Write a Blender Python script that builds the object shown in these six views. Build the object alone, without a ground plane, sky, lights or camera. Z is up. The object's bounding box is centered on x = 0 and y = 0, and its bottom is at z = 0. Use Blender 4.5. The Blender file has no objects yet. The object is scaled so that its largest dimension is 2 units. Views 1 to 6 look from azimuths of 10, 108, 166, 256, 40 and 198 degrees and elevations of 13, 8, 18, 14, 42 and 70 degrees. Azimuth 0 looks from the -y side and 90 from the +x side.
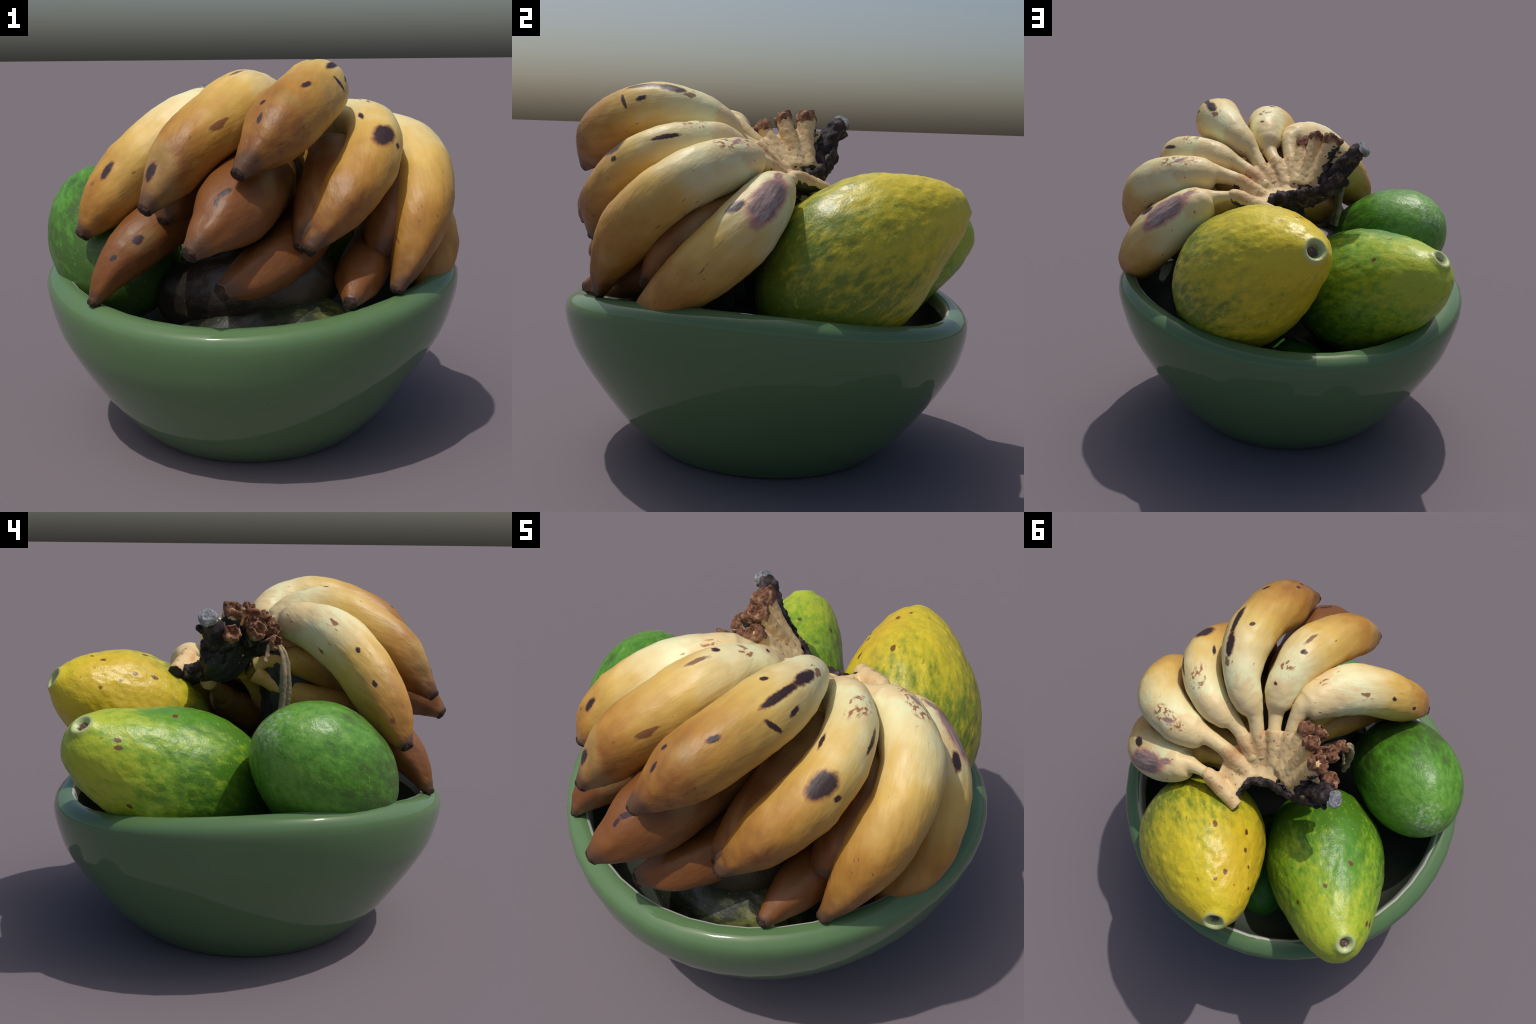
# A green glazed bowl holding a hand of spotted bananas and several avocados.
import bpy, math
import numpy as np
from mathutils import Vector

rng = np.random.default_rng(7)


# ---------------------------------------------------------------- helpers
def value_noise(points, scale, seed):
    """Smooth 3D lattice noise in -1..1 for an (n,3) array."""
    p = np.asarray(points, float) * scale + seed * 17.31
    i = np.floor(p).astype(np.int64)
    f = p - i
    f = f * f * f * (f * (f * 6 - 15) + 10)

    def lattice(dx, dy, dz):
        h = (i[:, 0] + dx) * 374761393 + (i[:, 1] + dy) * 668265263 + (i[:, 2] + dz) * 2147483647 + seed * 974634
        h = (h ^ (h >> 13)) * 1274126177 & 0xFFFFFFFF
        h = (h ^ (h >> 16)) & 0xFFFF
        return h / 32767.5 - 1.0

    def mix(a, b, t):
        return a + (b - a) * t

    x, y, z = f.T
    c = [[mix(lattice(0, b, c_), lattice(1, b, c_), x) for b in (0, 1)] for c_ in (0, 1)]
    return mix(mix(c[0][0], c[0][1], y), mix(c[1][0], c[1][1], y), z)


def fractal(points, scale, seed, octaves=3, gain=0.5):
    total, amp = 0, 1.0
    for k in range(octaves):
        total = total + amp * value_noise(points, scale * 2 ** k, seed + k)
        amp *= gain
    return total


def catmull(ctrl, n):
    """Catmull-Rom curve through the control rows (any number of columns)."""
    c = np.asarray(ctrl, float)
    k = len(c)
    q = np.vstack([2 * c[0] - c[1], c, 2 * c[-1] - c[-2]])
    t = np.linspace(0, k - 1, n)
    i = np.minimum(t.astype(int), k - 2)
    u = (t - i)[:, None]
    a, b, d, e = q[i], q[i + 1], q[i + 2], q[i + 3]
    return 0.5 * (2 * b + (d - a) * u + (2 * a - 5 * b + 4 * d - e) * u * u + (3 * b - a - 3 * d + e) * u ** 3)


def unit(v):
    v = np.asarray(v, float)
    return v / np.linalg.norm(v)


def frames(centres, up=(0.0, 0.0, 1.0)):
    """Tangent, side, normal along a polyline by parallel transport."""
    t = np.gradient(centres, axis=0)
    t /= np.linalg.norm(t, axis=1)[:, None]
    n = np.asarray(up, float) - t[0] * np.dot(up, t[0])
    n = unit(n)
    normals = []
    for k in range(len(t)):
        n = n - t[k] * np.dot(n, t[k])
        n = unit(n)
        normals.append(n)
    normals = np.array(normals)
    return t, np.cross(t, normals), normals


def vertex_normals(v, faces):
    n = np.zeros_like(v)
    for f in faces:
        a, b, c = v[f[0]], v[f[1]], v[f[2]]
        w = np.cross(b - a, c - a)
        for k in f:
            n[k] += w
    return n / np.maximum(np.linalg.norm(n, axis=1), 1e-9)[:, None]


def grid_faces(rows, cols, wrap=True, flip=False):
    faces = []
    for r in range(rows - 1):
        for c in range(cols if wrap else cols - 1):
            d = (c + 1) % cols
            q = (r * cols + c, r * cols + d, (r + 1) * cols + d, (r + 1) * cols + c)
            faces.append(q[::-1] if flip else q)
    return faces


def make_object(name, verts, faces, material, parent=None, origin=None, smooth=True):
    origin = np.zeros(3) if origin is None else np.asarray(origin, float)
    mesh = bpy.data.meshes.new(name)
    mesh.from_pydata((np.asarray(verts) - origin).tolist(), [], [tuple(map(int, f)) for f in faces])
    mesh.update()
    if smooth:
        mesh.polygons.foreach_set("use_smooth", [True] * len(mesh.polygons))
    mesh.materials.append(material)
    ob = bpy.data.objects.new(name, mesh)
    bpy.context.scene.collection.objects.link(ob)
    place(ob, origin, parent)
    return ob


WORLD = {}


def place(ob, world, parent):
    WORLD[ob.name] = np.asarray(world, float)
    if parent is not None:
        ob.parent = parent
        ob.location = (np.asarray(world) - WORLD[parent.name]).tolist()
    else:
        ob.location = list(map(float, world))


def make_thing(name, base, label, category):
    e = bpy.data.objects.new(name, None)
    e.empty_display_size = 0.1
    bpy.context.scene.collection.objects.link(e)
    e["label"], e["category"] = label, category
    place(e, base, None)
    return e


def tube(ctrl, along, around, shape=None, cap_start=True, cap_end=True, up=(0, 0, 1)):
    """Loft circles along control rows (x, y, z, radius). shape(t, angle)->factor."""
    c = catmull(ctrl, along)
    centres, radii = c[:, :3], np.maximum(c[:, 3], 0.004)
    _, side, nor = frames(centres, up)
    ang = np.linspace(0, 2 * np.pi, around, endpoint=False)
    t = np.linspace(0, 1, along)
    rr = radii[:, None] * (np.ones((along, around)) if shape is None else shape(t[:, None], ang[None, :]))
    v = centres[:, None] + rr[..., None] * (np.cos(ang)[None, :, None] * side[:, None] + np.sin(ang)[None, :, None] * nor[:, None])
    v = v.reshape(-1, 3)
    faces = grid_faces(along, around)
    if cap_start:
        v = np.vstack([v, centres[:1]])
        k = len(v) - 1
        faces += [(k, (j + 1) % around, j) for j in range(around)]
    if cap_end:
        v = np.vstack([v, centres[-1:]])
        k, b = len(v) - 1, (along - 1) * around
        faces += [(k, b + j, b + (j + 1) % around) for j in range(around)]
    return v, faces


def roughen(v, faces, scale, amount, seed, octaves=3):
    n = vertex_normals(v, faces)
    return v + n * (amount * fractal(v, scale, seed, octaves))[:, None]


# ---------------------------------------------------------------- materials
class Nodes:
    """Small wrapper to write node trees as expressions."""

    def __init__(self, name):
        self.mat = bpy.data.materials.new(name)
        self.mat.use_nodes = True
        self.tree = self.mat.node_tree
        self.tree.nodes.clear()
        self.out = self.add("ShaderNodeOutputMaterial")
        self.bsdf = self.add("ShaderNodeBsdfPrincipled")
        self.tree.links.new(self.bsdf.outputs[0], self.out.inputs[0])
        self.coord = self.add("ShaderNodeTexCoord").outputs["Object"]

    def add(self, kind):
        return self.tree.nodes.new(kind)

    def put(self, socket, value):
        if isinstance(value, bpy.types.NodeSocket):
            self.tree.links.new(value, socket)
        elif value is not None:
            if socket.type == "RGBA" and len(value) == 3:
                value = (*value, 1.0)
            socket.default_value = value

    def math(self, op, a, b=None, clamp=False):
        n = self.add("ShaderNodeMath")
        n.operation, n.use_clamp = op, clamp
        self.put(n.inputs[0], a)
        self.put(n.inputs[1], b)
        return n.outputs[0]

    def vec(self, op, a, b=None, scale=None):
        n = self.add("ShaderNodeVectorMath")
        n.operation = op
        self.put(n.inputs[0], a)
        self.put(n.inputs[1], b)
        if scale is not None:
            self.put(n.inputs["Scale"], scale)
        return n.outputs["Value"] if op in ("LENGTH", "DOT_PRODUCT", "DISTANCE") else n.outputs["Vector"]

    def noise(self, vector=None, scale=5.0, detail=3.0, rough=0.5, distortion=0.0):
        n = self.add("ShaderNodeTexNoise")
        self.put(n.inputs["Vector"], vector or self.coord)
        for k, x in (("Scale", scale), ("Detail", detail), ("Roughness", rough), ("Distortion", distortion)):
            n.inputs[k].default_value = x
        return n.outputs["Fac"]

    def voronoi(self, vector=None, scale=5.0):
        n = self.add("ShaderNodeTexVoronoi")
        self.put(n.inputs["Vector"], vector or self.coord)
        n.inputs["Scale"].default_value = scale
        return n.outputs["Distance"]

    def cell_spots(self, vector, scale, size, rarity, seed):
        """Sparse ragged spots: a few Voronoi cells carry a small dark core."""
        shifted = self.vec("ADD", vector, (0.37 * seed, 0.11 * seed, 0.23 * seed))
        n = self.add("ShaderNodeTexVoronoi")
        self.put(n.inputs["Vector"], shifted)
        n.inputs["Scale"].default_value = scale
        rag = self.math("MULTIPLY", self.math("SUBTRACT", self.noise(vector, scale=55, detail=3), 0.5), 0.22)
        d = self.math("ADD", n.outputs["Distance"], rag)
        core = self.math("SUBTRACT", 1.0, self.step(d, size * 0.6, size))
        pick = self.vec("DOT_PRODUCT", n.outputs["Color"], (0.5, 0.3, 0.2))
        return self.math("MULTIPLY", core, self.math("GREATER_THAN", pick, rarity * 0.78))

    def ramp(self, fac, *stops):
        n = self.add("ShaderNodeValToRGB")
        while len(n.color_ramp.elements) < len(stops):
            n.color_ramp.elements.new(0.5)
        for e, (pos, col) in zip(n.color_ramp.elements, stops):
            e.position, e.color = pos, (*col, 1.0)
        self.put(n.inputs[0], fac)
        return n.outputs[0]

    def step(self, x, lo, hi):
        n = self.add("ShaderNodeMapRange")
        n.interpolation_type = "SMOOTHSTEP"
        self.put(n.inputs[0], x)
        n.inputs[1].default_value, n.inputs[2].default_value = lo, hi
        return n.outputs[0]

    def mix(self, fac, a, b, blend="MIX"):
        n = self.add("ShaderNodeMix")
        n.data_type, n.blend_type = "RGBA", blend
        self.put(n.inputs[0], fac)
        self.put(n.inputs[6], a)
        self.put(n.inputs[7], b)
        return n.outputs[2]

    def along(self, axis, start, length, vector=None):
        """0..1 coordinate along an axis (object space)."""
        d = self.vec("SUBTRACT", vector or self.coord, tuple(map(float, start)))
        return self.math("DIVIDE", self.vec("DOT_PRODUCT", d, tuple(map(float, axis))), float(length))

    def squash(self, axis, factor):
        """Object coordinates squeezed along an axis, for streaks running along it."""
        d = self.vec("DOT_PRODUCT", self.coord, tuple(map(float, axis)))
        s = self.math("MULTIPLY", d, 1.0 - factor)
        return self.vec("SUBTRACT", self.coord, self.vec("SCALE", tuple(map(float, axis)), scale=s))

    def blotch(self, centre, axis, half_length, half_width, wobble=0.35, grain=22.0):
        """Mask of one irregular mark lying on the surface."""
        d = self.vec("SUBTRACT", self.coord, tuple(map(float, centre)))
        a = tuple(map(float, unit(axis)))
        l = self.vec("DOT_PRODUCT", d, a)
        across = self.vec("LENGTH", self.vec("SUBTRACT", d, self.vec("SCALE", a, scale=l)))
        x = self.math("DIVIDE", l, half_length)
        y = self.math("DIVIDE", across, half_width)
        r = self.math("SQRT", self.math("ADD", self.math("MULTIPLY", x, x), self.math("MULTIPLY", y, y)))
        n = self.math("MULTIPLY", self.math("SUBTRACT", self.noise(scale=grain, detail=4, rough=0.6), 0.5), 2 * wobble)
        return self.math("ADD", r, n)

    def bump(self, height, strength=0.3, distance=0.01):
        n = self.add("ShaderNodeBump")
        n.inputs["Strength"].default_value = strength
        n.inputs["Distance"].default_value = distance
        self.put(n.inputs["Height"], height)
        self.put(self.bsdf.inputs["Normal"], n.outputs[0])

    def finish(self, colour, roughness=0.5, specular=0.5, coat=0.0, coat_rough=0.1):
        self.put(self.bsdf.inputs["Base Color"], colour)
        self.put(self.bsdf.inputs["Roughness"], roughness)
        self.put(self.bsdf.inputs["Specular IOR Level"], specular)
        self.bsdf.inputs["Coat Weight"].default_value = coat
        self.bsdf.inputs["Coat Roughness"].default_value = coat_rough
        return self.mat


CREAM, GOLD, AMBER, UMBER = (0.83, 0.70, 0.37), (0.70, 0.465, 0.12), (0.44, 0.215, 0.036), (0.19, 0.068, 0.016)


def banana_material(name, neck, tip, marks=(), ripe=0.0, origin=None, seed=0):
    """Cream at the neck, gold, then amber towards the tip, with freckles and given dark marks."""
    m = Nodes(name)
    neck, tip = np.asarray(neck) - origin, np.asarray(tip) - origin
    length = np.linalg.norm(tip - neck)
    axis = unit(tip - neck)
    streak = m.squash(axis, 0.22)
    t = m.along(axis, neck, length)
    wob = m.math("MULTIPLY", m.math("SUBTRACT", m.noise(scale=5.0, detail=4), 0.5), 0.45)
    wob2 = m.math("MULTIPLY", m.math("SUBTRACT", m.noise(streak, scale=24.0, detail=3), 0.5), 0.22)
    s = m.math("ADD", m.math("ADD", m.math("ADD", t, wob), wob2), float(ripe))
    base = m.ramp(s, (0.0, (0.80, 0.62, 0.32)), (0.07, (0.84, 0.80, 0.46)), (0.20, CREAM), (0.40, GOLD), (0.73, AMBER), (1.02, UMBER))
    # greenish and rosy cast in broad patches
    base = m.mix(m.math("MULTIPLY", m.step(m.noise(scale=3.2, detail=2), 0.52, 0.75), 0.30), base, (0.62, 0.60, 0.24))
    base = m.mix(m.math("MULTIPLY", m.step(m.noise(streak, scale=7.0, detail=3), 0.56, 0.80), 0.40), base, (0.50, 0.24, 0.06))
    # freckles
    frec = m.math("SUBTRACT", m.noise(streak, scale=46.0, detail=3, rough=0.55), m.math("MULTIPLY", m.noise(scale=4.5, detail=2), 0.30))
    base = m.mix(m.math("MULTIPLY", m.step(frec, 0.545, 0.60), 0.85), base, (0.20, 0.06, 0.022))
    spots = m.cell_spots(streak, 8.0, 0.15, 0.72, float(seed))
    base = m.mix(m.math("MULTIPLY", spots, 0.85), base, (0.17, 0.055, 0.028))
    for centre, direction, hl, hw, kind in marks:
        hl, hw = 1.1 * max(hl, 0.013), max(hw, 0.010)
        r = m.blotch(np.asarray(centre) - origin, direction, hl, hw, 0.5, min(90.0, 0.9 / hw))
        edge = m.math("SUBTRACT", 1.0, m.step(r, 0.85, 1.35))
        core = m.math("SUBTRACT", 1.0, m.step(r, 0.75, 1.0))
        if kind == "scar":
            grain = m.noise(m.squash(direction, 0.15), scale=60, detail=3)
            inner = m.mix(m.step(grain, 0.35, 0.7), (0.24, 0.165, 0.15), (0.50, 0.35, 0.31))
            base = m.mix(edge, base, (0.52, 0.22, 0.17))
            base = m.mix(core, base, inner)
        elif kind == "rust":
            base = m.mix(m.math("MULTIPLY", edge, m.step(m.noise(streak, scale=60, detail=4), 0.47, 0.60)), base, (0.36, 0.15, 0.065))
        else:
            base = m.mix(m.math("MULTIPLY", edge, 0.8), base, (0.18, 0.05, 0.03))
            base = m.mix(core, base, (0.040, 0.022, 0.022))
    # brown corky tip
    base = m.mix(m.step(m.math("ADD", t, m.math("MULTIPLY", wob, 0.12)), 0.955, 0.995), base, (0.11, 0.055, 0.028))
    m.bump(m.math("ADD", m.noise(streak, scale=40, detail=3), m.math("MULTIPLY", m.noise(scale=9), 1.5)), 0.35, 0.008)
    return m.finish(base, roughness=0.46, specular=0.40)


def avocado_material(name, origin, axis, bright, mid, deep, stops, speck=0.5, scar=None, specks=(), bloom=None, patch=None):
    """Pebbled skin: mottling drawn out along the fruit, tone changing from blossom to stem end."""
    m = Nodes(name)
    axis = unit(axis)
    streak = m.squash(axis, 0.45)
    t = m.along(axis, np.asarray(stops[0]) - origin, stops[1])
    mott = m.noise(streak, scale=32, detail=4, rough=0.62)
    big = m.noise(m.squash(axis, 0.35), scale=4.5, detail=3, rough=0.55)
    s = m.math("ADD", t, m.math("MULTIPLY", m.math("SUBTRACT", big, 0.5), 1.3))
    s = m.math("ADD", s, m.math("MULTIPLY", m.math("SUBTRACT", mott, 0.5), 1.6))
    base = m.ramp(s, (0.18, deep), (0.58, mid), (1.0, bright))
    if patch:
        centre, direction, hl, hw, colour = patch
        r = m.blotch(np.asarray(centre) - origin, direction, hl, hw, 0.5, 9.0)
        base = m.mix(m.math("MULTIPLY", m.math("SUBTRACT", 1.0, m.step(r, 0.55, 1.3)), 0.75), base, colour)
    base = m.mix(m.math("MULTIPLY", m.step(mott, 0.58, 0.78), 0.35), base, bright)
    pale = m.noise(scale=70, detail=2)
    base = m.mix(m.math("MULTIPLY", m.step(pale, 0.66, 0.74), 0.35), base, tuple(min(1, c * 1.3 + 0.10) for c in bright))
    frec = m.noise(streak, scale=34, detail=2, rough=0.5)
    base = m.mix(m.math("MULTIPLY", m.step(frec, 0.71, 0.76), speck), base, (0.16, 0.055, 0.02))
    for centre, hl, hw in specks:
        hl, hw = 1.2 * max(hl, 0.012), 1.2 * max(hw, 0.010)
        r = m.blotch(np.asarray(centre) - origin, axis, hl, hw, 0.5, 70.0)
        base = m.mix(m.math("MULTIPLY", m.math("SUBTRACT", 1.0, m.step(r, 0.7, 1.15)), 0.9), base, (0.13, 0.035, 0.012))
    if bloom:
        centre, radius = bloom
        r = m.blotch(np.asarray(centre) - origin, axis, radius, radius, 0.6, 26.0)
        base = m.mix(m.math("MULTIPLY", m.math("SUBTRACT", 1.0, m.step(r, 0.2, 1.1)), m.step(m.noise(scale=48, detail=4, rough=0.7), 0.40, 0.72)), base, (0.42, 0.55, 0.34))
    if scar is not None:
        r = m.blotch(np.asarray(scar[0]) - origin, scar[1], scar[2], scar[2], 0.22, 34.0)
        base = m.mix(m.math("MULTIPLY", m.math("SUBTRACT", 1.0, m.step(r, 0.95, 1.35)), 0.9), base, (0.50, 0.58, 0.28))
        base = m.mix(m.math("SUBTRACT", 1.0, m.step(r, 0.42, 0.62)), base, (0.10, 0.085, 0.05))
    m.bump(m.math("ADD", m.math("MULTIPLY", m.noise(streak, scale=38, detail=3), 1.0), m.noise(scale=95, detail=2)), 0.24, 0.006)
    return m.finish(base, roughness=0.40, specular=0.5)


def crown_material():
    m = Nodes("crown_skin")
    n = m.noise(scale=9, detail=4)
    base = m.ramp(n, (0.28, (0.76, 0.58, 0.31)), (0.5, (0.72, 0.52, 0.265)), (0.72, (0.56, 0.32, 0.14)))
    base = m.mix(m.math("MULTIPLY", m.step(m.noise(scale=38, detail=3), 0.62, 0.70), 0.7), base, (0.24, 0.08, 0.035))
    m.bump(m.noise(scale=45, detail=4), 0.4, 0.008)
    return m.finish(base, roughness=0.55, specular=0.35)


def dry_material(name, dark, mid, light, scale=22.0, rough=0.75):
    m = Nodes(name)
    n = m.noise(scale=scale, detail=5, rough=0.62)
    base = m.ramp(n, (0.30, dark), (0.52, mid), (0.74, light))
    m.bump(m.noise(scale=scale * 2.2, detail=5), 0.7, 0.012)
    return m.finish(base, roughness=rough, specular=0.25)


def glaze_material(name, colour, worn, rough=0.07):
    m = Nodes(name)
    base = m.mix(m.math("MULTIPLY", m.step(m.noise(scale=2.2, detail=3), 0.35, 0.75), 0.5), colour, worn)
    base = m.mix(m.math("MULTIPLY", m.step(m.noise(scale=55, detail=1), 0.80, 0.83), 0.6), base, (0.03, 0.05, 0.03))
    m.bump(m.noise(scale=3.0, detail=1), 0.06, 0.02)
    return m.finish(base, roughness=rough, specular=0.5)


# ---------------------------------------------------------------- the bowl
BOWL_Y = 0.040
#        fraction of rim height, radius
OUTER = [(0.000, 0.500), (0.004, 0.528), (0.030, 0.552), (0.080, 0.594), (0.200, 0.681), (0.350, 0.765), (0.500, 0.841),
         (0.650, 0.904), (0.780, 0.936), (0.860, 0.949), (0.915, 0.952), (0.955, 0.944), (0.982, 0.924), (0.997, 0.900), (1.000, 0.880), (0.998, 0.867)]
LIP = [(0.998, 0.867), (0.988, 0.856), (0.960, 0.848), (0.915, 0.840)]
INNER = [(0.915, 0.840), (0.880, 0.835), (0.800, 0.815), (0.710, 0.775), (0.640, 0.700), (0.585, 0.590), (0.550, 0.450), (0.535, 0.300), (0.530, 0.100)]


def bowl_rim(a):
    """The rim dips towards +y and -y and rises at the two sides."""
    return 0.761 + 0.003 * np.cos(a) - 0.006 * np.sin(a) + 0.053 * np.cos(2 * a)


def bowl_ring(h, r, around):
    a = np.linspace(0, 2 * np.pi, around, endpoint=False)
    # the foot is slightly oval, longer in y
    oval = 1 + (1 - h) * (-0.025 * np.cos(2 * a) + 0.008 * np.sin(2 * a))
    return np.stack([r * oval * np.cos(a), BOWL_Y + 0.007 * (1 - h) + r * oval * np.sin(a), h * bowl_rim(a)], 1)


def build_bowl():
    thing = make_thing("ceramic_bowl", (0, BOWL_Y, 0), "round bowl with glossy green glaze and wavy rim", "bowl")
    around = 44
    green = glaze_material("green_glaze", (0.106, 0.194, 0.082), (0.120, 0.215, 0.096))
    white = glaze_material("pale_lip_glaze", (0.55, 0.56, 0.52), (0.62, 0.62, 0.58))
    inside = glaze_material("shade_darkened_lining_glaze", (0.050, 0.062, 0.044), (0.070, 0.080, 0.060), 0.6)  # lining colour lowered to carry the shade inside the bowl
    prof = catmull(OUTER, 46)
    v = np.vstack([bowl_ring(max(h, 0), r, around) for h, r in prof] + [[[0, BOWL_Y, 0.0]]])
    k = len(v) - 1
    f = grid_faces(len(prof), around) + [(k, (j + 1) % around, j) for j in range(around)]
    make_object("bowl_wall", v, f, green, thing, (0, BOWL_Y, 0))
    prof = catmull(LIP, 10)
    v = np.vstack([bowl_ring(h, r, around) for h, r in prof])
    make_object("bowl_lip", v, grid_faces(len(prof), around), white, thing, (0, BOWL_Y, 0))
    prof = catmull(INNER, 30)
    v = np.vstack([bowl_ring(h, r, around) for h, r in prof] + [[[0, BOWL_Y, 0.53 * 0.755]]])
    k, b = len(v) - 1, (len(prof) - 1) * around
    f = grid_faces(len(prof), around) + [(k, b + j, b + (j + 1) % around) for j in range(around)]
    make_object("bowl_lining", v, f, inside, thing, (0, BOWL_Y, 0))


# ---------------------------------------------------------------- avocados
def union_radius(dirs, centre, chain):
    """Distance from centre to the outside of a chain of spheres, along each direction."""
    best = np.zeros(len(dirs))
    for x, y, z, r in catmull(chain, 70):
        c = np.array([x, y, z]) - centre
        b = dirs @ c
        disc = b * b - c @ c + r * r
        best = np.maximum(best, np.where(disc > 0, b + np.sqrt(np.maximum(disc, 0)), 0))
    return best


def build_avocado(name, chain, material, label, scar=None, seed=1, pebble=0.006, rows=150, cols=190):
    chain = np.asarray(chain, float)
    centre = chain[:, :3].mean(0)
    axis = unit(chain[-1, :3] - chain[0, :3])
    s = unit(np.cross(axis, (0.2, 0.1, 1.0)))
    n = np.cross(axis, s)
    th = np.linspace(0.012, np.pi - 0.012, rows)
    ph = np.linspace(0, 2 * np.pi, cols, endpoint=False)
    T, P = np.meshgrid(th, ph, indexing="ij")
    dirs = (-np.cos(T)[..., None] * axis + np.sin(T)[..., None] * (np.cos(P)[..., None] * s + np.sin(P)[..., None] * n)).reshape(-1, 3)
    rad = union_radius(dirs, centre, chain)
    v = centre + dirs * rad[:, None]
    lump = -0.004 + 0.006 * value_noise(v, 5.5, seed)
    squash = v - np.outer((v - centre) @ axis, axis) * 0.45
    grain = pebble * fractal(squash, 24, seed + 5, 3, 0.6)
    if scar is not None:
        pos, nor, size, depth = np.asarray(scar[0], float), unit(scar[1]), scar[2], scar[3]
        d = v - pos
        flat = np.linalg.norm(d - np.outer(d @ nor, nor), axis=1)
        near = np.exp(-(np.linalg.norm(d, axis=1) / (2.2 * size)) ** 2)
        grain = grain * (1 - 0.8 * near)
        lip = 0.012 * np.exp(-((flat - size) / (0.35 * size)) ** 2)
        pit = -depth / (1 + np.exp((flat - 0.62 * size) / (0.09 * size)))
        front = (d @ nor > -2.5 * size)
        v = v + np.outer((lip + pit) * front, nor)
    v = v + dirs * (lump + grain)[:, None]
    top, bottom = v[-cols:].mean(0), v[:cols].mean(0)
    v = np.vstack([v, bottom, top])
    f = grid_faces(rows, cols)
    a, b, base = len(v) - 2, len(v) - 1, (rows - 1) * cols
    f += [(a, (j + 1) % cols, j) for j in range(cols)] + [(b, base + j, base + (j + 1) % cols) for j in range(cols)]
    origin = centre.copy()
    thing = make_thing(name, (centre[0], centre[1], v[:, 2].min()), label, "avocado")
    make_object("avocado_skin", v, f, material, thing, origin)
    if scar is not None:
        t1 = unit(np.cross(nor, (0.3, 0.2, 0.9)))
        t2 = np.cross(nor, t1)
        rr, aa = np.linspace(0.02, 1, 10), np.linspace(0, 2 * np.pi, 28, endpoint=False)
        R, A = np.meshgrid(rr, aa, indexing="ij")
        R, A = R.ravel(), A.ravel()
        pts = pos + size * 0.60 * (np.outer(R * np.cos(A), t1) + np.outer(R * np.sin(A), t2))
        pts = pts + np.outer(0.010 - 0.8 * depth + 0.014 * (1 - R ** 2) + 0.008 * value_noise(pts, 60, seed), nor)
        skirt = pts[-28:] - 0.04 * nor
        pts = np.vstack([pts, skirt, pts[:28].mean(0)])
        fs = grid_faces(11, 28) + [(len(pts) - 1, (j + 1) % 28, j) for j in range(28)]
        make_object("stem_scar", pts, [x[::-1] for x in fs] if False else fs, SCAR, thing, pos)
    return thing


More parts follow.
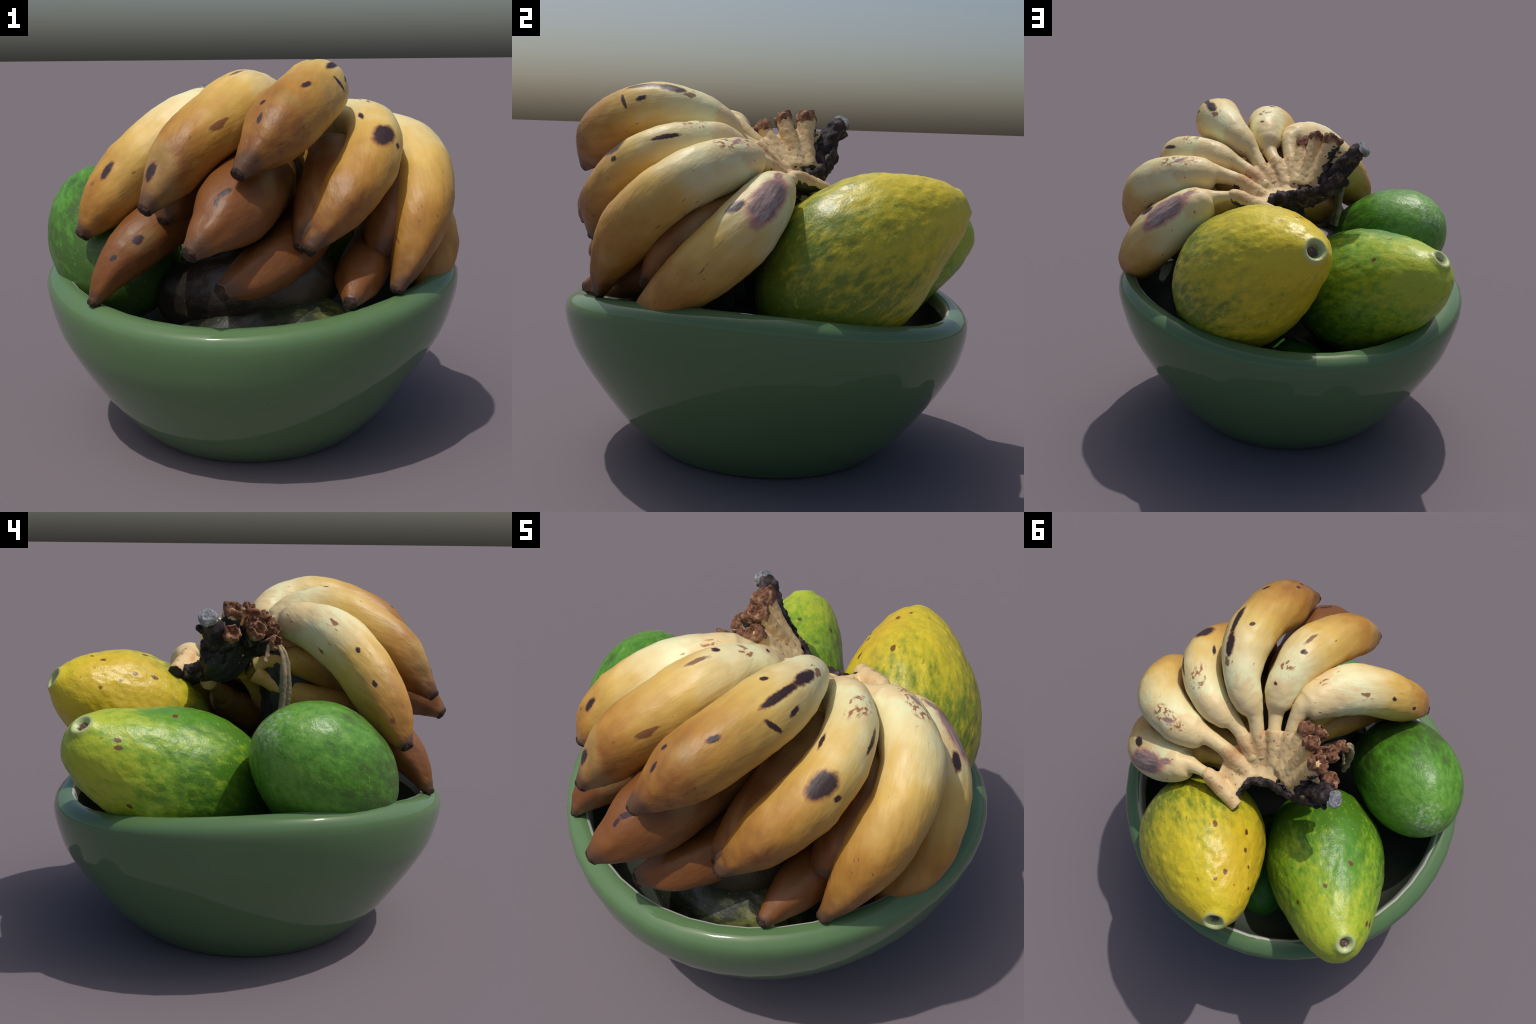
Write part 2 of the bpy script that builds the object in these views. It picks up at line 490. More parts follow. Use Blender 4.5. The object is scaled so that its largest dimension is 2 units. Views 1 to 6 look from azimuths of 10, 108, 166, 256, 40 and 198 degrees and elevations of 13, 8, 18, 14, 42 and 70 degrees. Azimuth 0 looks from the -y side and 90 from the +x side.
def build_avocados():
    yellow = [(0.419, 0.422, 0.848, 0.289), (0.375, 0.494, 0.931, 0.339), (0.33, 0.57, 1.003, 0.324), (0.283, 0.65, 1.066, 0.282),
              (0.236, 0.730, 1.115, 0.230), (0.187, 0.815, 1.154, 0.172), (0.142, 0.897, 1.183, 0.092)]
    yellow = [(x - 0.005, y - 0.002, z - 0.002, r + 0.001) for x, y, z, r in yellow]
    lime = [(-0.252, 0.285, 0.760, 0.298), (-0.285, 0.382, 0.808, 0.328), (-0.322, 0.477, 0.850, 0.315), (-0.356, 0.565, 0.89, 0.282),
            (-0.39, 0.652, 0.931, 0.246), (-0.423, 0.734, 0.974, 0.206), (-0.455, 0.812, 1.019, 0.157)]
    lime = [(x, y, z - 0.002, r) for x, y, z, r in lime]
    dark = [(-0.482, -0.315, 0.742, 0.133), (-0.549, -0.247, 0.82, 0.265), (-0.608, -0.172, 0.891, 0.285), (-0.662, -0.09, 0.956, 0.277),
            (-0.709, -0.002, 1.012, 0.212), (-0.745, 0.085, 1.05, 0.12), (-0.765, 0.14, 1.07, 0.05)]
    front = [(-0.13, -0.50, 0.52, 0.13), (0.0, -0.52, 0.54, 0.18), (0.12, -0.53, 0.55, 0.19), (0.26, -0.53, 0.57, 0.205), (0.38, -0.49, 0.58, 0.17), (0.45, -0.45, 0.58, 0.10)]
    under = [(0.08, 0.24, 0.34, 0.15), (0.06, 0.34, 0.35, 0.18), (0.04, 0.46, 0.37, 0.18), (0.02, 0.58, 0.39, 0.15), (0.01, 0.64, 0.40, 0.10)]
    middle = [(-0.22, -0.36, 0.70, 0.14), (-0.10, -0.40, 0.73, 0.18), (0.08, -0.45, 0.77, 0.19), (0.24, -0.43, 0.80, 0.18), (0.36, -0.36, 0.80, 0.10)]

    def org(c):
        return np.asarray(c)[:, :3].mean(0)

    def axis(c):
        return np.asarray(c[-1][:3]) - np.asarray(c[0][:3])

    scar_y = ((0.136, 0.945, 1.222), (-0.22, 0.80, 0.48), 0.054, 0.045)
    scar_g = ((-0.508, 0.868, 1.120), (-0.38, 0.52, 0.76), 0.048, 0.020)
    mat_y = avocado_material("yellow_avocado_skin", org(yellow), axis(yellow), (0.70, 0.55, 0.022), (0.50, 0.44, 0.022), (0.17, 0.23, 0.018), ((0.42, 0.30, 0.78), 0.72), 0.5, scar_y,
                             specks=[((0.143, 0.724, 1.311), 0.023, 0.011), ((0.111, 0.481, 1.224), 0.016, 0.007), ((0.085, 0.583, 1.253), 0.009, 0.006), ((0.051, 0.657, 1.223), 0.010, 0.007), ((0.176, 0.776, 1.326), 0.008, 0.006), ((0.028, 0.747, 1.196), 0.019, 0.004), ((0.260, 0.509, 1.322), 0.021, 0.011), ((0.089, 0.772, 1.281), 0.007, 0.005), ((0.111, 0.486, 1.228), 0.019, 0.006)], patch=((0.10, 0.62, 1.15), axis(yellow), 0.30, 0.22, (0.66, 0.43, 0.02)))
    mat_g = avocado_material("lime_avocado_skin", org(lime), axis(lime), (0.42, 0.50, 0.030), (0.20, 0.36, 0.020), (0.07, 0.19, 0.012), ((-0.25, 0.25, 0.74), 0.72), 0.45, scar_g,
                             specks=[((-0.612, 0.740, 1.054), 0.023, 0.008), ((-0.433, 0.471, 1.143), 0.007, 0.007), ((-0.343, 0.628, 1.167), 0.007, 0.006), ((-0.596, 0.741, 1.083), 0.022, 0.006), ((-0.230, 0.733, 1.097), 0.011, 0.006), ((-0.587, 0.695, 0.793), 0.015, 0.006), ((-0.443, 0.476, 1.141), 0.009, 0.006)],
                             patch=((-0.40, 0.44, 1.13), axis(lime), 0.30, 0.085, (0.075, 0.25, 0.014)))
    mat_k = avocado_material("green_avocado_skin", org(dark), axis(dark), (0.15, 0.34, 0.040), (0.075, 0.24, 0.016), (0.050, 0.115, 0.016), ((-0.47, -0.33, 0.74), 0.75), 0.12,
                             bloom=((-0.755, 0.15, 1.145), 0.13))
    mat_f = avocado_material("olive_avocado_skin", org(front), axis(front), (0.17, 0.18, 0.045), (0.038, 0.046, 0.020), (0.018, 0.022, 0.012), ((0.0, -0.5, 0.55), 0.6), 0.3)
    mat_m = avocado_material("near_black_avocado_skin", org(middle), axis(middle), (0.06, 0.045, 0.022), (0.030, 0.022, 0.014), (0.016, 0.012, 0.009), ((-0.3, -0.4, 0.72), 0.6), 0.2)  # skin painted almost black to read as the dark gap under the bananas
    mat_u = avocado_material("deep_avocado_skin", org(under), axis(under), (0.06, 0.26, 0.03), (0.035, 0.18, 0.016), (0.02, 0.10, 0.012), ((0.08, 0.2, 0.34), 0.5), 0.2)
    build_avocado("avocado", yellow, mat_y, "ripe yellow-green avocado with pitted stem end", scar_y, 3, 0.0030)
    build_avocado("avocado", lime, mat_g, "lime green avocado with pale stem scar", scar_g, 9, 0.0024)
    build_avocado("avocado", dark, mat_k, "smooth dark green avocado with pale bloom", None, 14, 0.0013)
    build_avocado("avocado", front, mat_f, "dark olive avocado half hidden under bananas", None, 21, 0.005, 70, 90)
    build_avocado("avocado", middle, mat_m, "very dark filler avocado buried below bananas", None, 24, 0.004, 60, 80)
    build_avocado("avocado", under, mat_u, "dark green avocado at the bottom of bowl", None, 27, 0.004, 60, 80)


# ---------------------------------------------------------------- bananas
# stem foot in the crown, then neck ... tip as (x, y, z, radius)
UPPER = {
    "a": [(0.248, 0.338, 1.300, 0.038), (0.36, 0.272, 1.318, 0.031), (0.469, 0.236, 1.300, 0.040), (0.608, 0.214, 1.215, 0.117), (0.728, 0.155, 1.102, 0.134), (0.801, 0.051, 0.984, 0.129), (0.830, -0.080, 0.870, 0.108), (0.805, -0.20, 0.775, 0.066), (0.775, -0.285, 0.705, 0.030)],
    "b": [(0.235, 0.165, 1.335, 0.046), (0.325, 0.125, 1.366, 0.036), (0.425, 0.095, 1.390, 0.044), (0.593, 0.055, 1.368, 0.109), (0.725, -0.052, 1.316, 0.121), (0.780, -0.190, 1.216, 0.124), (0.764, -0.323, 1.078, 0.125), (0.731, -0.425, 0.932, 0.080), (0.681, -0.499, 0.800, 0.030)],
    "c": [(0.180, 0.105, 1.352, 0.046), (0.245, 0.052, 1.392, 0.035), (0.312, -0.002, 1.424, 0.042), (0.463, -0.090, 1.446, 0.094), (0.550, -0.223, 1.426, 0.104), (0.572, -0.360, 1.355, 0.116), (0.533, -0.486, 1.259, 0.121), (0.454, -0.603, 1.149, 0.104), (0.350, -0.709, 0.999, 0.029)],
    "d": [(0.135, 0.090, 1.360, 0.046), (0.180, 0.018, 1.408, 0.034), (0.216, -0.055, 1.470, 0.042), (0.318, -0.192, 1.564, 0.095), (0.345, -0.378, 1.581, 0.127), (0.308, -0.568, 1.535, 0.130), (0.234, -0.720, 1.451, 0.128), (0.169, -0.820, 1.372, 0.076), (0.116, -0.883, 1.306, 0.029)],
    "e": [(0.075, 0.085, 1.380, 0.046), (0.098, 0.000, 1.432, 0.034), (0.115, -0.092, 1.473, 0.042), (0.100, -0.247, 1.548, 0.095), (0.048, -0.399, 1.543, 0.123), (-0.027, -0.537, 1.472, 0.131), (-0.115, -0.651, 1.383, 0.125), (-0.186, -0.736, 1.271, 0.098), (-0.255, -0.822, 1.160, 0.029)],
    "f": [(0.020, 0.085, 1.390, 0.046), (0.016, 0.000, 1.440, 0.035), (0.000, -0.108, 1.505, 0.046), (-0.103, -0.234, 1.490, 0.110), (-0.216, -0.333, 1.435, 0.135), (-0.335, -0.397, 1.349, 0.130), (-0.441, -0.444, 1.241, 0.126), (-0.528, -0.491, 1.121, 0.104), (-0.618, -0.532, 0.998, 0.031)],
}
LOWER = {
    "g": [(0.10, 0.01, 1.31, 0.045), (0.125, -0.05, 1.265, 0.036), (0.140, -0.11, 1.24, 0.048), (0.130, -0.25, 1.225, 0.112), (0.112, -0.420, 1.215, 0.150), (0.090, -0.606, 1.190, 0.153), (0.060, -0.768, 1.147, 0.147), (0.012, -0.892, 1.092, 0.092), (-0.048, -0.976, 1.028, 0.033)],
    "j": [(0.02, 0.01, 1.30, 0.045), (0.0, -0.07, 1.22, 0.036), (-0.04, -0.15, 1.155, 0.045), (-0.120, -0.25, 1.12, 0.090), (-0.203, -0.355, 1.084, 0.112), (-0.293, -0.468, 1.036, 0.115), (-0.378, -0.573, 0.965, 0.108), (-0.455, -0.651, 0.872, 0.072), (-0.520, -0.701, 0.754, 0.027)],
    "h": [(0.17, 0.02, 1.29, 0.045), (0.21, -0.02, 1.20, 0.036), (0.24, -0.07, 1.13, 0.043), (0.282, -0.18, 1.073, 0.090), (0.300, -0.32, 1.031, 0.112), (0.287, -0.475, 0.990, 0.114), (0.234, -0.622, 0.950, 0.106), (0.147, -0.745, 0.908, 0.093), (0.037, -0.845, 0.856, 0.036)],
    "i": [(0.20, 0.20, 1.24, 0.045), (0.30, 0.15, 1.17, 0.036), (0.390, 0.104, 1.100, 0.040), (0.518, 0.027, 1.029, 0.081), (0.581, -0.071, 0.966, 0.097), (0.590, -0.188, 0.925, 0.105), (0.560, -0.325, 0.890, 0.105), (0.530, -0.480, 0.840, 0.096), (0.507, -0.656, 0.781, 0.028)],
    "l": [(0.16, 0.03, 1.31, 0.045), (0.22, 0.0, 1.28, 0.036), (0.28, -0.05, 1.27, 0.045), (0.37, -0.16, 1.29, 0.095), (0.41, -0.29, 1.29, 0.118), (0.41, -0.43, 1.24, 0.122), (0.385, -0.555, 1.15, 0.115), (0.345, -0.635, 1.07, 0.075), (0.31, -0.675, 1.00, 0.027)],
    "m": [(0.22, 0.06, 1.29, 0.045), (0.31, 0.03, 1.25, 0.036), (0.40, 0.0, 1.23, 0.045), (0.53, -0.06, 1.215, 0.095), (0.62, -0.16, 1.175, 0.118), (0.645, -0.28, 1.09, 0.112), (0.63, -0.36, 1.01, 0.095), (0.61, -0.40, 0.95, 0.065), (0.60, -0.42, 0.91, 0.027)],
    "n": [(0.03, 0.0, 1.34, 0.045), (0.0, -0.06, 1.33, 0.036), (-0.03, -0.13, 1.31, 0.045), (-0.07, -0.23, 1.31, 0.085), (-0.12, -0.34, 1.29, 0.110), (-0.18, -0.44, 1.23, 0.112), (-0.215, -0.51, 1.17, 0.100), (-0.235, -0.56, 1.12, 0.070), (-0.25, -0.59, 1.08, 0.027)],
    "o": [(0.24, 0.16, 1.28, 0.045), (0.32, 0.14, 1.25, 0.036), (0.41, 0.12, 1.22, 0.045), (0.58, 0.09, 1.18, 0.085), (0.70, 0.00, 1.12, 0.098), (0.74, -0.11, 1.03, 0.090), (0.73, -0.19, 0.95, 0.075), (0.715, -0.24, 0.89, 0.050), (0.705, -0.27, 0.85, 0.027)],
}
MARKS = {
    "a": [((0.728, 0.262, 1.242), (-0.79, 0.19, 0.58), 0.118, 0.060, "scar"),
          ((0.598, 0.258, 1.318), (-0.97, -0.15, 0.21), 0.039, 0.020, "scar"),
          ((0.807, 0.158, 1.216), (-0.59, 0.55, 0.60), 0.036, 0.024, "dark")],
    "b": [((0.639, 0.085, 1.464), (-0.88, 0.48, 0.03), 0.085, 0.042, "rust"),
          ((0.630, 0.093, 1.462), (-0.98, 0.05, 0.21), 0.030, 0.012, "scar")],
    "c": [((0.617, -0.461, 1.416), (0.38, 0.82, 0.44), 0.055, 0.042, "dark"),
          ((0.519, -0.339, 1.481), (-0.30, 0.92, 0.26), 0.030, 0.009, "dark"),
          ((0.648, -0.214, 1.470), (-0.36, 0.91, 0.19), 0.066, 0.009, "dark"),
          ((0.670, -0.440, 1.370), (0.31, 0.95, 0.07), 0.014, 0.012, "dark"),
          ((0.539, -0.155, 1.539), (0.04, 0.99, -0.09), 0.062, 0.041, "rust")],
    "d": [((0.411, -0.438, 1.686), (0.09, 0.99, 0.06), 0.113, 0.016, "dark"),
          ((0.407, -0.295, 1.681), (-0.12, 0.98, -0.18), 0.058, 0.024, "dark"),
          ((0.326, -0.420, 1.705), (0.83, 0.55, 0.08), 0.014, 0.011, "dark"),
          ((0.337, -0.688, 1.616), (0.57, 0.76, 0.31), 0.024, 0.012, "dark"),
          ((0.186, -0.828, 1.502), (0.21, 0.54, 0.82), 0.021, 0.010, "dark"),
          ((0.187, -0.773, 1.557), (0.37, 0.72, 0.59), 0.008, 0.007, "dark"),
          ((0.459, -0.419, 1.629), (-0.05, 0.96, 0.26), 0.024, 0.012, "dark"),
          ((0.445, -0.512, 1.616), (0.46, 0.52, -0.72), 0.043, 0.003, "dark")],
    "e": [((0.110, -0.273, 1.652), (-0.96, 0.11, 0.27), 0.041, 0.023, "rust"),
          ((0.042, -0.355, 1.669), (-0.97, -0.20, -0.13), 0.016, 0.010, "dark"),
          ((0.139, -0.183, 1.606), (-0.84, 0.53, 0.10), 0.011, 0.011, "dark"),
          ((-0.233, -0.809, 1.303), (0.36, 0.23, 0.91), 0.036, 0.021, "dark"),
          ((0.110, -0.264, 1.650), (0.86, 0.40, -0.32), 0.029, 0.010, "rust"),
          ((0.048, -0.360, 1.669), (0.69, 0.73, 0.03), 0.013, 0.005, "dark")],
    "f": [((-0.491, -0.556, 1.272), (0.52, 0.26, 0.82), 0.040, 0.018, "dark"),
          ((-0.554, -0.393, 1.275), (-0.53, -0.34, -0.78), 0.015, 0.010, "dark"),
          ((-0.441, -0.352, 1.411), (-0.72, -0.24, -0.65), 0.012, 0.007, "dark"),
          ((-0.297, -0.281, 1.526), (-0.57, -0.81, -0.10), 0.027, 0.023, "rust"),
          ((-0.078, -0.258, 1.589), (-0.74, -0.66, 0.11), 0.032, 0.020, "rust"),
          ((-0.611, -0.499, 1.174), (0.26, -0.53, 0.81), 0.029, 0.018, "rust")],
    "g": [((0.063, -0.876, 1.237), (0.73, 0.58, 0.37), 0.030, 0.015, "dark"),
          ((0.042, -0.905, 1.210), (0.23, 0.63, 0.74), 0.021, 0.007, "dark")],
    "j": [((-0.336, -0.661, 1.013), (0.72, 0.51, 0.48), 0.024, 0.020, "dark"),
          ((-0.429, -0.704, 0.944), (0.80, 0.13, 0.59), 0.017, 0.012, "dark")],
}


def build_banana(key, ctrl, parent, marks, ripe, seed, twist):
    ctrl = np.asarray(ctrl, float)
    ctrl[0, 2] -= 0.048
    ctrl[1, 2] -= 0.014
    ctrl[2, 2] -= 0.008
    # full shoulder right behind the neck
    shoulder = ctrl[2] + 0.36 * (ctrl[3] - ctrl[2])
    shoulder[3] = ctrl[2, 3] + 0.62 * (ctrl[3, 3] - ctrl[2, 3])
    shoulder[:3] += 0.010 * unit(ctrl[3, :3] - 0.5 * (ctrl[2, :3] + ctrl[4, :3]))
    ctrl = np.vstack([ctrl[:3], shoulder, ctrl[3:]])
    along, around = 132, 40
    k = len(ctrl) - 1
    first = 2.8 / k          # where the body begins along the curve

    def section(t, a):
        body = np.clip((t - first) / 0.2, 0, 1) * np.clip((1.0 - t) / 0.12, 0, 1)
        ridge = 0.5 * np.cos(5 * (a + twist)) + 0.28 * np.cos(3 * (a + twist * 2.1)) + 0.2 * np.cos(2 * a + twist)
        tipward = np.clip((t - 0.8) / 0.15, 0, 1) * np.clip((1.02 - t) / 0.1, 0, 1)
        return 1 + 0.030 * ridge * body + 0.05 * np.cos(5 * (a + twist)) * tipward

    v, f = tube(ctrl, along, around, section)
    v = roughen(v, f, 7.0, 0.0035, seed, 2)
    v = roughen(v, f, 22.0, 0.0019, seed + 3, 2)
    neck, tip = ctrl[2, :3], ctrl[-1, :3]
    ob = make_object("banana", v, f, banana_material("banana_skin", neck, tip, marks, ripe, neck, seed), parent, neck)
    d = unit(ctrl[-1, :3] - ctrl[-2, :3])
    r = ctrl[-1, 3]
    end = np.array([[*(tip - 0.016 * d), r * 0.90], [*(tip - 0.004 * d), r * 1.03], [*(tip + 0.007 * d), r * 0.92], [*(tip + 0.013 * d), r * 0.62]])
    v, f = tube(end, 12, 20, lambda t, a: 1 + 0.05 * np.cos(5 * a + twist))
    v = roughen(v, f, 55, 0.003, seed + 11)
    make_object("blossom_end", v, f, BLOSSOM, ob, tip)
    return ob


# ---------------------------------------------------------------- crown of the bunch
#  outer edge (stem feet), inner edge (cut rim), running from the +x side round to the dried stubs
CROWN_OUT = [(0.330, 0.262, 1.322), (0.318, 0.140, 1.358), (0.252, 0.052, 1.388), (0.182, 0.008, 1.410), (0.100, -0.012, 1.434), (0.022, -0.012, 1.450),
             (-0.048, 0.012, 1.492), (-0.095, 0.075, 1.525), (-0.142, 0.145, 1.535), (-0.192, 0.220, 1.525)]
CROWN_IN = [(0.238, 0.365, 1.283), (0.205, 0.290, 1.302), (0.166, 0.225, 1.318), (0.110, 0.214, 1.330), (0.056, 0.216, 1.337), (0.012, 0.228, 1.339),
            (-0.030, 0.248, 1.342), (-0.075, 0.268, 1.370), (-0.130, 0.284, 1.412), (-0.195, 0.292, 1.462)]


# dried stalks standing up along the curled side of the crown
FINS = [[(0.030, 0.165, 1.335, 0.026), (-0.015, 0.065, 1.415, 0.032), (-0.050, -0.010, 1.500, 0.036), (-0.062, -0.030, 1.522, 0.034)],
        [(0.000, 0.195, 1.330, 0.028), (-0.055, 0.125, 1.430, 0.036), (-0.098, 0.070, 1.535, 0.042), (-0.108, 0.058, 1.558, 0.038)],
        [(-0.035, 0.225, 1.335, 0.028), (-0.105, 0.180, 1.440, 0.040), (-0.160, 0.160, 1.545, 0.048), (-0.172, 0.155, 1.566, 0.044)]]


def fuse(pieces, voxel, smooth):
    """Weld overlapping closed shells into one smooth skin (voxel remesh)."""
    verts, faces, k = [], [], 0
    for v, f in pieces:
        verts.append(v)
        faces += [tuple(i + k for i in q) for q in f]
        k += len(v)
    mesh = bpy.data.meshes.new("fuse_helper")
    mesh.from_pydata(np.vstack(verts).tolist(), [], faces)
    ob = bpy.data.objects.new("fuse_helper", mesh)
    bpy.context.scene.collection.objects.link(ob)
    m = ob.modifiers.new("remesh", "REMESH")
    m.mode, m.voxel_size = "VOXEL", voxel
    m = ob.modifiers.new("smooth", "SMOOTH")
    m.iterations, m.factor = smooth, 0.5
    done = ob.evaluated_get(bpy.context.evaluated_depsgraph_get()).to_mesh()
    v = np.array([p.co[:] for p in done.vertices])
    f = [tuple(p.vertices) for p in done.polygons]
    bpy.data.objects.remove(ob)
    bpy.data.meshes.remove(mesh)
    return v, f


def build_crown(parent):
    nu, nv = 120, 26
    o, i = catmull(CROWN_OUT, nu), catmull(CROWN_IN, nu)
    u = np.linspace(0, len(CROWN_OUT) - 1, nu)[:, None]
    v = np.linspace(0, 1, nv)[None, :]
    top = i[:, None] * (1 - v[..., None]) + o[:, None] * v[..., None]
    ridge = 0.012 * np.cos(2 * np.pi * u) * (0.10 + v ** 1.5) + 0.0012 * np.cos(7 * np.pi * u + 1.0)
    top[..., 2] += ridge - 0.026 * np.sin(np.pi * v) - 0.018
    thick = 0.070 - 0.025 * v + 0.020 * np.sin(np.pi * v) + 0.03 * (u / 9)
    down = np.array([0.0, 0.02, -1.0])
    low = top + thick[..., None] * down + 0.03 * np.sin(np.pi * v)[..., None] * np.array([0, 0, -1.0])
    # on the curled side the pad leans over, so its underside is pushed out towards -x
    lean = np.clip((u - 5.5) / 3.5, 0, 1)
    low[..., 0] -= 0.03 * lean * v
    low[..., 2] += 0.03 * lean * v
    verts = np.vstack([top.reshape(-1, 3), low.reshape(-1, 3)])
    f = grid_faces(nu, nv, False, True) + [tuple(k + nu * nv for k in q) for q in grid_faces(nu, nv, False)]
    b = nu * nv
    for r in range(nu - 1):
        f.append((r * nv, (r + 1) * nv, b + (r + 1) * nv, b + r * nv))
        e = nv - 1
        f.append((r * nv + e, b + r * nv + e, b + (r + 1) * nv + e, (r + 1) * nv + e))
    for c in range(nv - 1):
        f.append((c, b + c, b + c + 1, c + 1))
        e = (nu - 1) * nv
        f.append((e + c, e + c + 1, b + e + c + 1, b + e + c))
    # stems and dried stalks grow out of the pad: fuse them into one skin
    pieces = [(verts, f)]
    for ctrl in UPPER.values():
        c = np.asarray(ctrl, float)[:3].copy()
        c[0] += 0.5 * (c[0] - c[1])
        c[0, 2] -= 0.045
        c[1, 2] -= 0.014
        c[2, 2] -= 0.008
        c[2] = 0.60 * c[1] + 0.40 * c[2]
        c[0, 3], c[1, 3], c[2, 3] = 0.036, 0.0415, 0.016
        pieces.append(tube(c, 24, 20))
    for fin in FINS:
        pieces.append(tube(fin, 24, 20))
    verts, f = fuse(pieces, 0.0075, 9)
    verts = roughen(verts, f, 16, 0.0025, 31)
    verts = roughen(verts, f, 55, 0.0016, 33)
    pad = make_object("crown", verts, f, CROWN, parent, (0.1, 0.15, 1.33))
    pad.data.materials.append(DARK_GREY)
    # underside faces get a near-black colour for the shadow beneath the crown
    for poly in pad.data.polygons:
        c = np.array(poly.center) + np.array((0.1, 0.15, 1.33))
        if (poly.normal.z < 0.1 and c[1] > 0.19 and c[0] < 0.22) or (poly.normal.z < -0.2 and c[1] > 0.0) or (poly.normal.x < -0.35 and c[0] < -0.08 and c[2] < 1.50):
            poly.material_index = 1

    # dark torn rim along the cut
    c = catmull(CROWN_IN, 14)
    rim = np.hstack([c + np.array([0.0, 0.002, -0.058]), np.full((14, 1), 0.047)])
    rim[0, 3], rim[1, 3] = 0.030, 0.036
    vv, ff = tube(rim, 150, 26, lambda t, a: 1 / np.sqrt((np.cos(a) / 0.40) ** 2 + np.sin(a) ** 2))
    vv = roughen(vv, ff, 22, 0.009, 41, 3)
    vv = roughen(vv, ff, 70, 0.005, 44, 2)
    make_object("torn_rim", vv, ff, CHAR, parent, rim[7, :3])

    # charred arm rising to the pale stub
    arm = [(0.02, 0.190, 1.285, 0.038), (-0.05, 0.215, 1.302, 0.044), (-0.12, 0.232, 1.352, 0.050), (-0.18, 0.250, 1.418, 0.054), (-0.226, 0.268, 1.485, 0.050), (-0.260, 0.282, 1.530, 0.040), (-0.285, 0.292, 1.550, 0.034)]
    vv, ff = tube(arm, 60, 28, lambda t, a: 1 + 0.10 * np.cos(3 * a + 6 * t))
    vv = roughen(vv, ff, 16, 0.010, 51, 3)
    vv = roughen(vv, ff, 60, 0.004, 52, 2)
    make_object("charred_stalk", vv, ff, CHAR, parent, arm[2][:3])
    stub = [(-0.278, 0.297, 1.540, 0.040), (-0.296, 0.300, 1.556, 0.040), (-0.306, 0.302, 1.564, 0.030), (-0.309, 0.303, 1.566, 0.012)]
    vv, ff = tube(stub, 18, 22)
    vv = roughen(vv, ff, 38, 0.007, 55, 3)
    make_object("bleached_stub", vv, ff, ASH, parent, stub[0][:3])
    horn = [(-0.225, 0.290, 1.475, 0.020), (-0.245, 0.322, 1.492, 0.014), (-0.252, 0.338, 1.505, 0.013)]
    vv, ff = tube(horn, 12, 14)
    make_object("side_horn", roughen(vv, ff, 60, 0.004, 57), ff, CHAR, parent, horn[0][:3])

    # dried fruit stalks: two staggered rows of shrivelled cups
    rows = [((0.005, 0.085, 1.425), (-0.072, -0.045, 1.540), 0.036, 0.046), ((-0.045, 0.120, 1.430), (-0.118, 0.050, 1.580), 0.042, 0.050),
            ((-0.090, 0.180, 1.440), (-0.182, 0.152, 1.588), 0.048, 0.058), ((-0.110, 0.190, 1.410), (-0.266, 0.180, 1.482), 0.046, 0.050),
            ((-0.070, 0.100, 1.400), (-0.230, 0.048, 1.488), 0.044, 0.052), ((-0.050, 0.060, 1.380), (-0.270, -0.028, 1.430), 0.036, 0.042),
            ((-0.020, 0.050, 1.400), (-0.150, -0.055, 1.490), 0.034, 0.044), ((-0.06, 0.10, 1.41), (-0.185, 0.070, 1.530), 0.030, 0.036)]
    for n, (foot, head, r0, r1) in enumerate(rows):
        foot, head = np.array(foot), np.array(head)
        d = unit(head - foot)
        neck = head - 0.046 * d
        holder = parent
        if n >= 3:
            mid = (foot + head) / 2 + np.array([0.0, 0.0, -0.012])
            vv, ff = tube([(*foot, r0), (*mid, r0 * 0.88), (*neck, r0 * 0.92), (*(neck + 0.02 * d), r0 * 0.9)], 30, 22, lambda t, a: 1 + 0.07 * np.cos(4 * a + n))
            vv = roughen(vv, ff, 20, 0.006, 60 + n, 3)
            holder = make_object("cut_stalk", vv, ff, CHAR, parent, foot)
        # shrivelled cup: wrinkled wall, ragged lip, hollow inside
        r1 = r1 * 0.86
        prof = catmull([(-0.020, r0 * 0.80), (0.006, r1 * 0.96), (0.030, r1 * 0.98), (0.044, r1 * 0.86), (0.046, r1 * 0.66), (0.030, r1 * 0.44), (0.018, r1 * 0.10)], 30)
        _, side, nor = frames(np.array([neck, (neck + head) / 2, head]))
        around = 36
        ang = np.linspace(0, 2 * np.pi, around, endpoint=False)
        lip = 0.011 * value_noise(np.stack([np.cos(ang) * 2.2, np.sin(ang) * 2.2, 0 * ang + n], 1), 1.0, 70 + n)
        ring = []
        for s, r in prof:
            rise = np.clip(s / 0.04, 0, 1)
            wob = 1 + rise * (0.10 * np.cos(5 * ang + n) + 0.07 * np.cos(9 * ang + 2.3 * n))
            ring.append(neck + (s + rise * lip)[:, None] * d + (r * wob)[:, None] * (np.cos(ang)[:, None] * side[0] + np.sin(ang)[:, None] * nor[0]))
        vv = np.vstack(ring + [[neck - 0.020 * d], [neck + 0.016 * d]])
        ff = grid_faces(30, around) + [(len(vv) - 2, (j + 1) % around, j) for j in range(around)] + [(len(vv) - 1, 29 * around + j, 29 * around + (j + 1) % around) for j in range(around)]
        vv = roughen(vv, ff, 40, 0.005, 80 + n, 3)
        make_object("shrivelled_cup", vv, ff, RUST, holder, neck)

    # hanging dried fibres
    for n, (pts, w) in enumerate([([(-0.272, -0.035, 1.420), (-0.292, -0.055, 1.360), (-0.292, -0.062, 1.250), (-0.280, -0.060, 1.120), (-0.268, -0.058, 1.04)], 0.030),
                                  ([(-0.262, 0.010, 1.425), (-0.268, 0.020, 1.392), (-0.275, 0.030, 1.345)], 0.012)]):
        p = np.array(pts)
        ctrl = np.hstack([p, np.full((len(p), 1), w)])
        ctrl[0, 3], ctrl[1, 3] = 0.4 * w, 0.7 * w
        vv, ff = tube(ctrl, 40, 20, lambda t, a: 0.30 + 0.70 * np.abs(np.cos(a)) ** 1.2, up=(0.9, 0.3, 0.0))
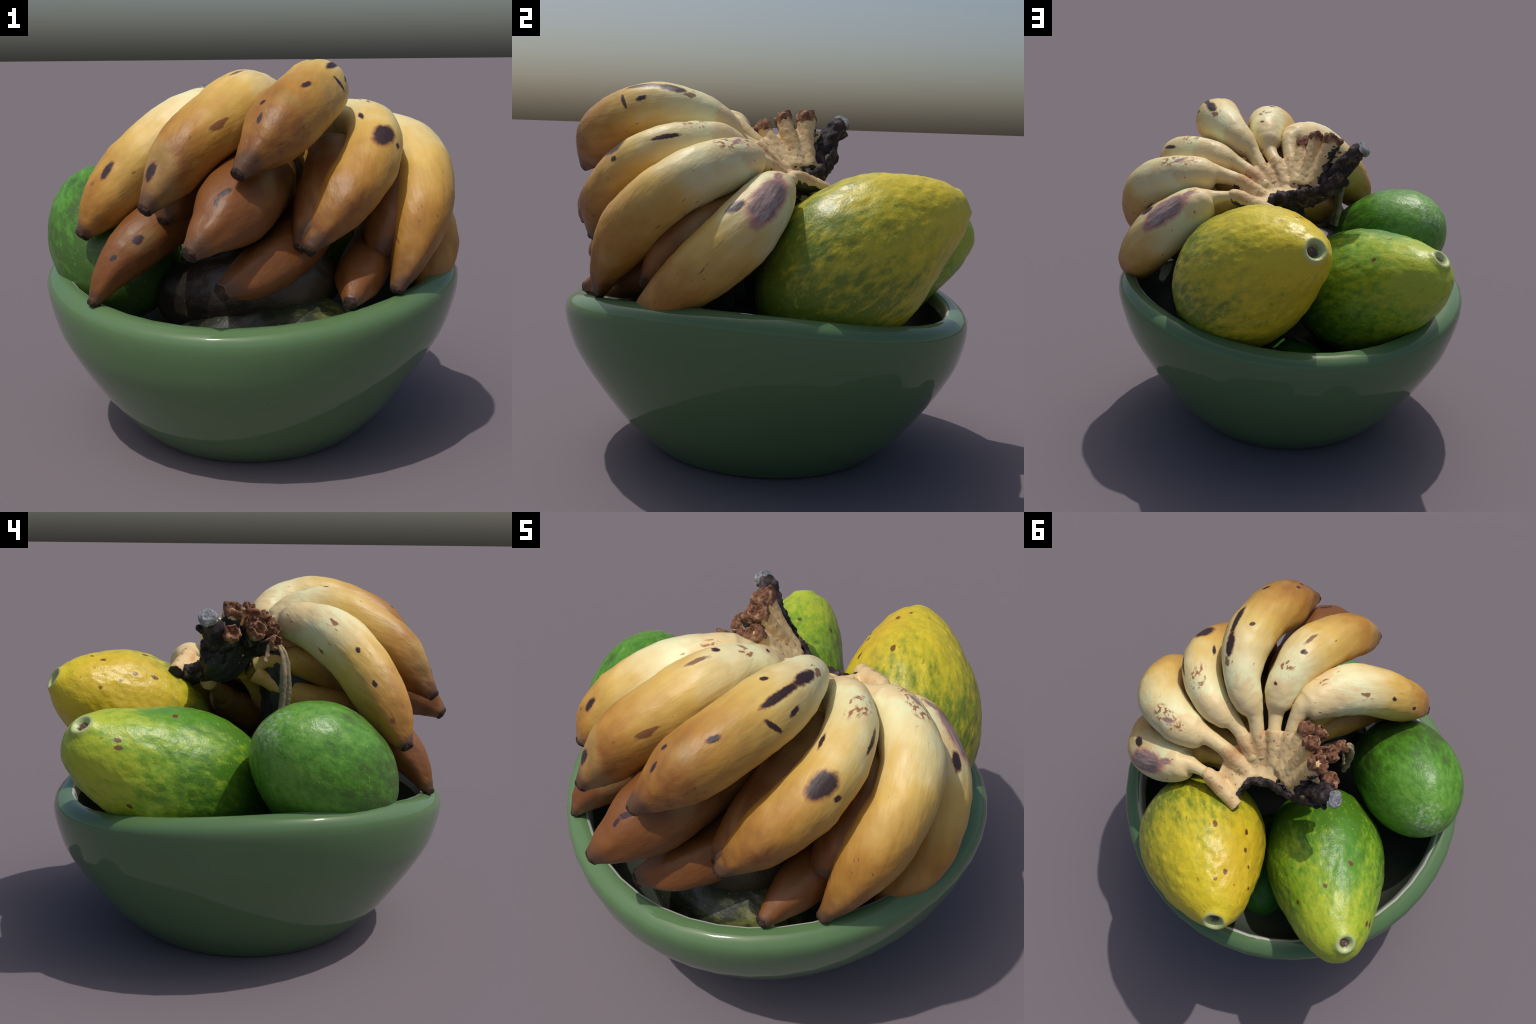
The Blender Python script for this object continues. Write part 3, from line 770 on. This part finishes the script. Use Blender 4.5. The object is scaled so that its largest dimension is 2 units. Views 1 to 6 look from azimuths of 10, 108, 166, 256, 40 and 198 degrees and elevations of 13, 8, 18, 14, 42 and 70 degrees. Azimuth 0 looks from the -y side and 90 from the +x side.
        vv = roughen(vv, ff, 24, 0.004, 95 + n)
        make_object("dried_fibre", vv, ff, FIBRE, parent, pts[0])

    # near-black sheath below the crown filling the space between the lower bananas
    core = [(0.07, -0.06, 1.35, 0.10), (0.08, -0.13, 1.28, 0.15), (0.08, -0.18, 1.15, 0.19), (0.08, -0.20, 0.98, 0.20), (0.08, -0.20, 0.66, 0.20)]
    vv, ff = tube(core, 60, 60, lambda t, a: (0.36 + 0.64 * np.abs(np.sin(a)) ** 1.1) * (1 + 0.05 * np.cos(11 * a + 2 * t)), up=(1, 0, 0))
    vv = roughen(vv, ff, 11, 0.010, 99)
    make_object("dark_core", vv, ff, DARK_GREY, parent, core[0][:3])


def build_bunch():
    thing = make_thing("banana_bunch", (0.1, -0.2, 0.70), "hand of short spotted bananas with dried dark crown", "bananas")
    build_crown(thing)
    n = 0
    for group, ripe in ((UPPER, 0.0), (LOWER, 0.56)):  # 0.56 browns the lower row: shade from the upper row baked into skin
        for key, ctrl in group.items():
            build_banana(key, ctrl, thing, MARKS.get(key, ()), ripe + {"e": 0.02, "f": -0.13}.get(key, 0.0), 100 + 13 * n, 0.9 * n)
            n += 1


CROWN = crown_material()
CHAR = dry_material("charred_fibre", (0.008, 0.006, 0.007), (0.035, 0.026, 0.028), (0.17, 0.12, 0.115), 20)
RUST = dry_material("shrivelled_brown", (0.040, 0.018, 0.012), (0.25, 0.115, 0.062), (0.66, 0.45, 0.28), 24)
ASH = dry_material("bleached_ash", (0.06, 0.06, 0.065), (0.30, 0.31, 0.33), (0.68, 0.69, 0.70), 26)
FIBRE = dry_material("dried_fibre", (0.12, 0.12, 0.08), (0.26, 0.22, 0.14), (0.50, 0.33, 0.18), 14)
DARK_GREY = dry_material("dark_grey_fill", (0.022, 0.022, 0.022), (0.055, 0.055, 0.055), (0.11, 0.11, 0.10), 9)
BLOSSOM = dry_material("blossom_end_bark", (0.012, 0.008, 0.007), (0.04, 0.024, 0.018), (0.11, 0.06, 0.035), 30)
SCAR = dry_material("stem_scar_cork", (0.06, 0.03, 0.025), (0.22, 0.12, 0.09), (0.52, 0.33, 0.25), 34)

build_bowl()
build_avocados()
build_bunch()
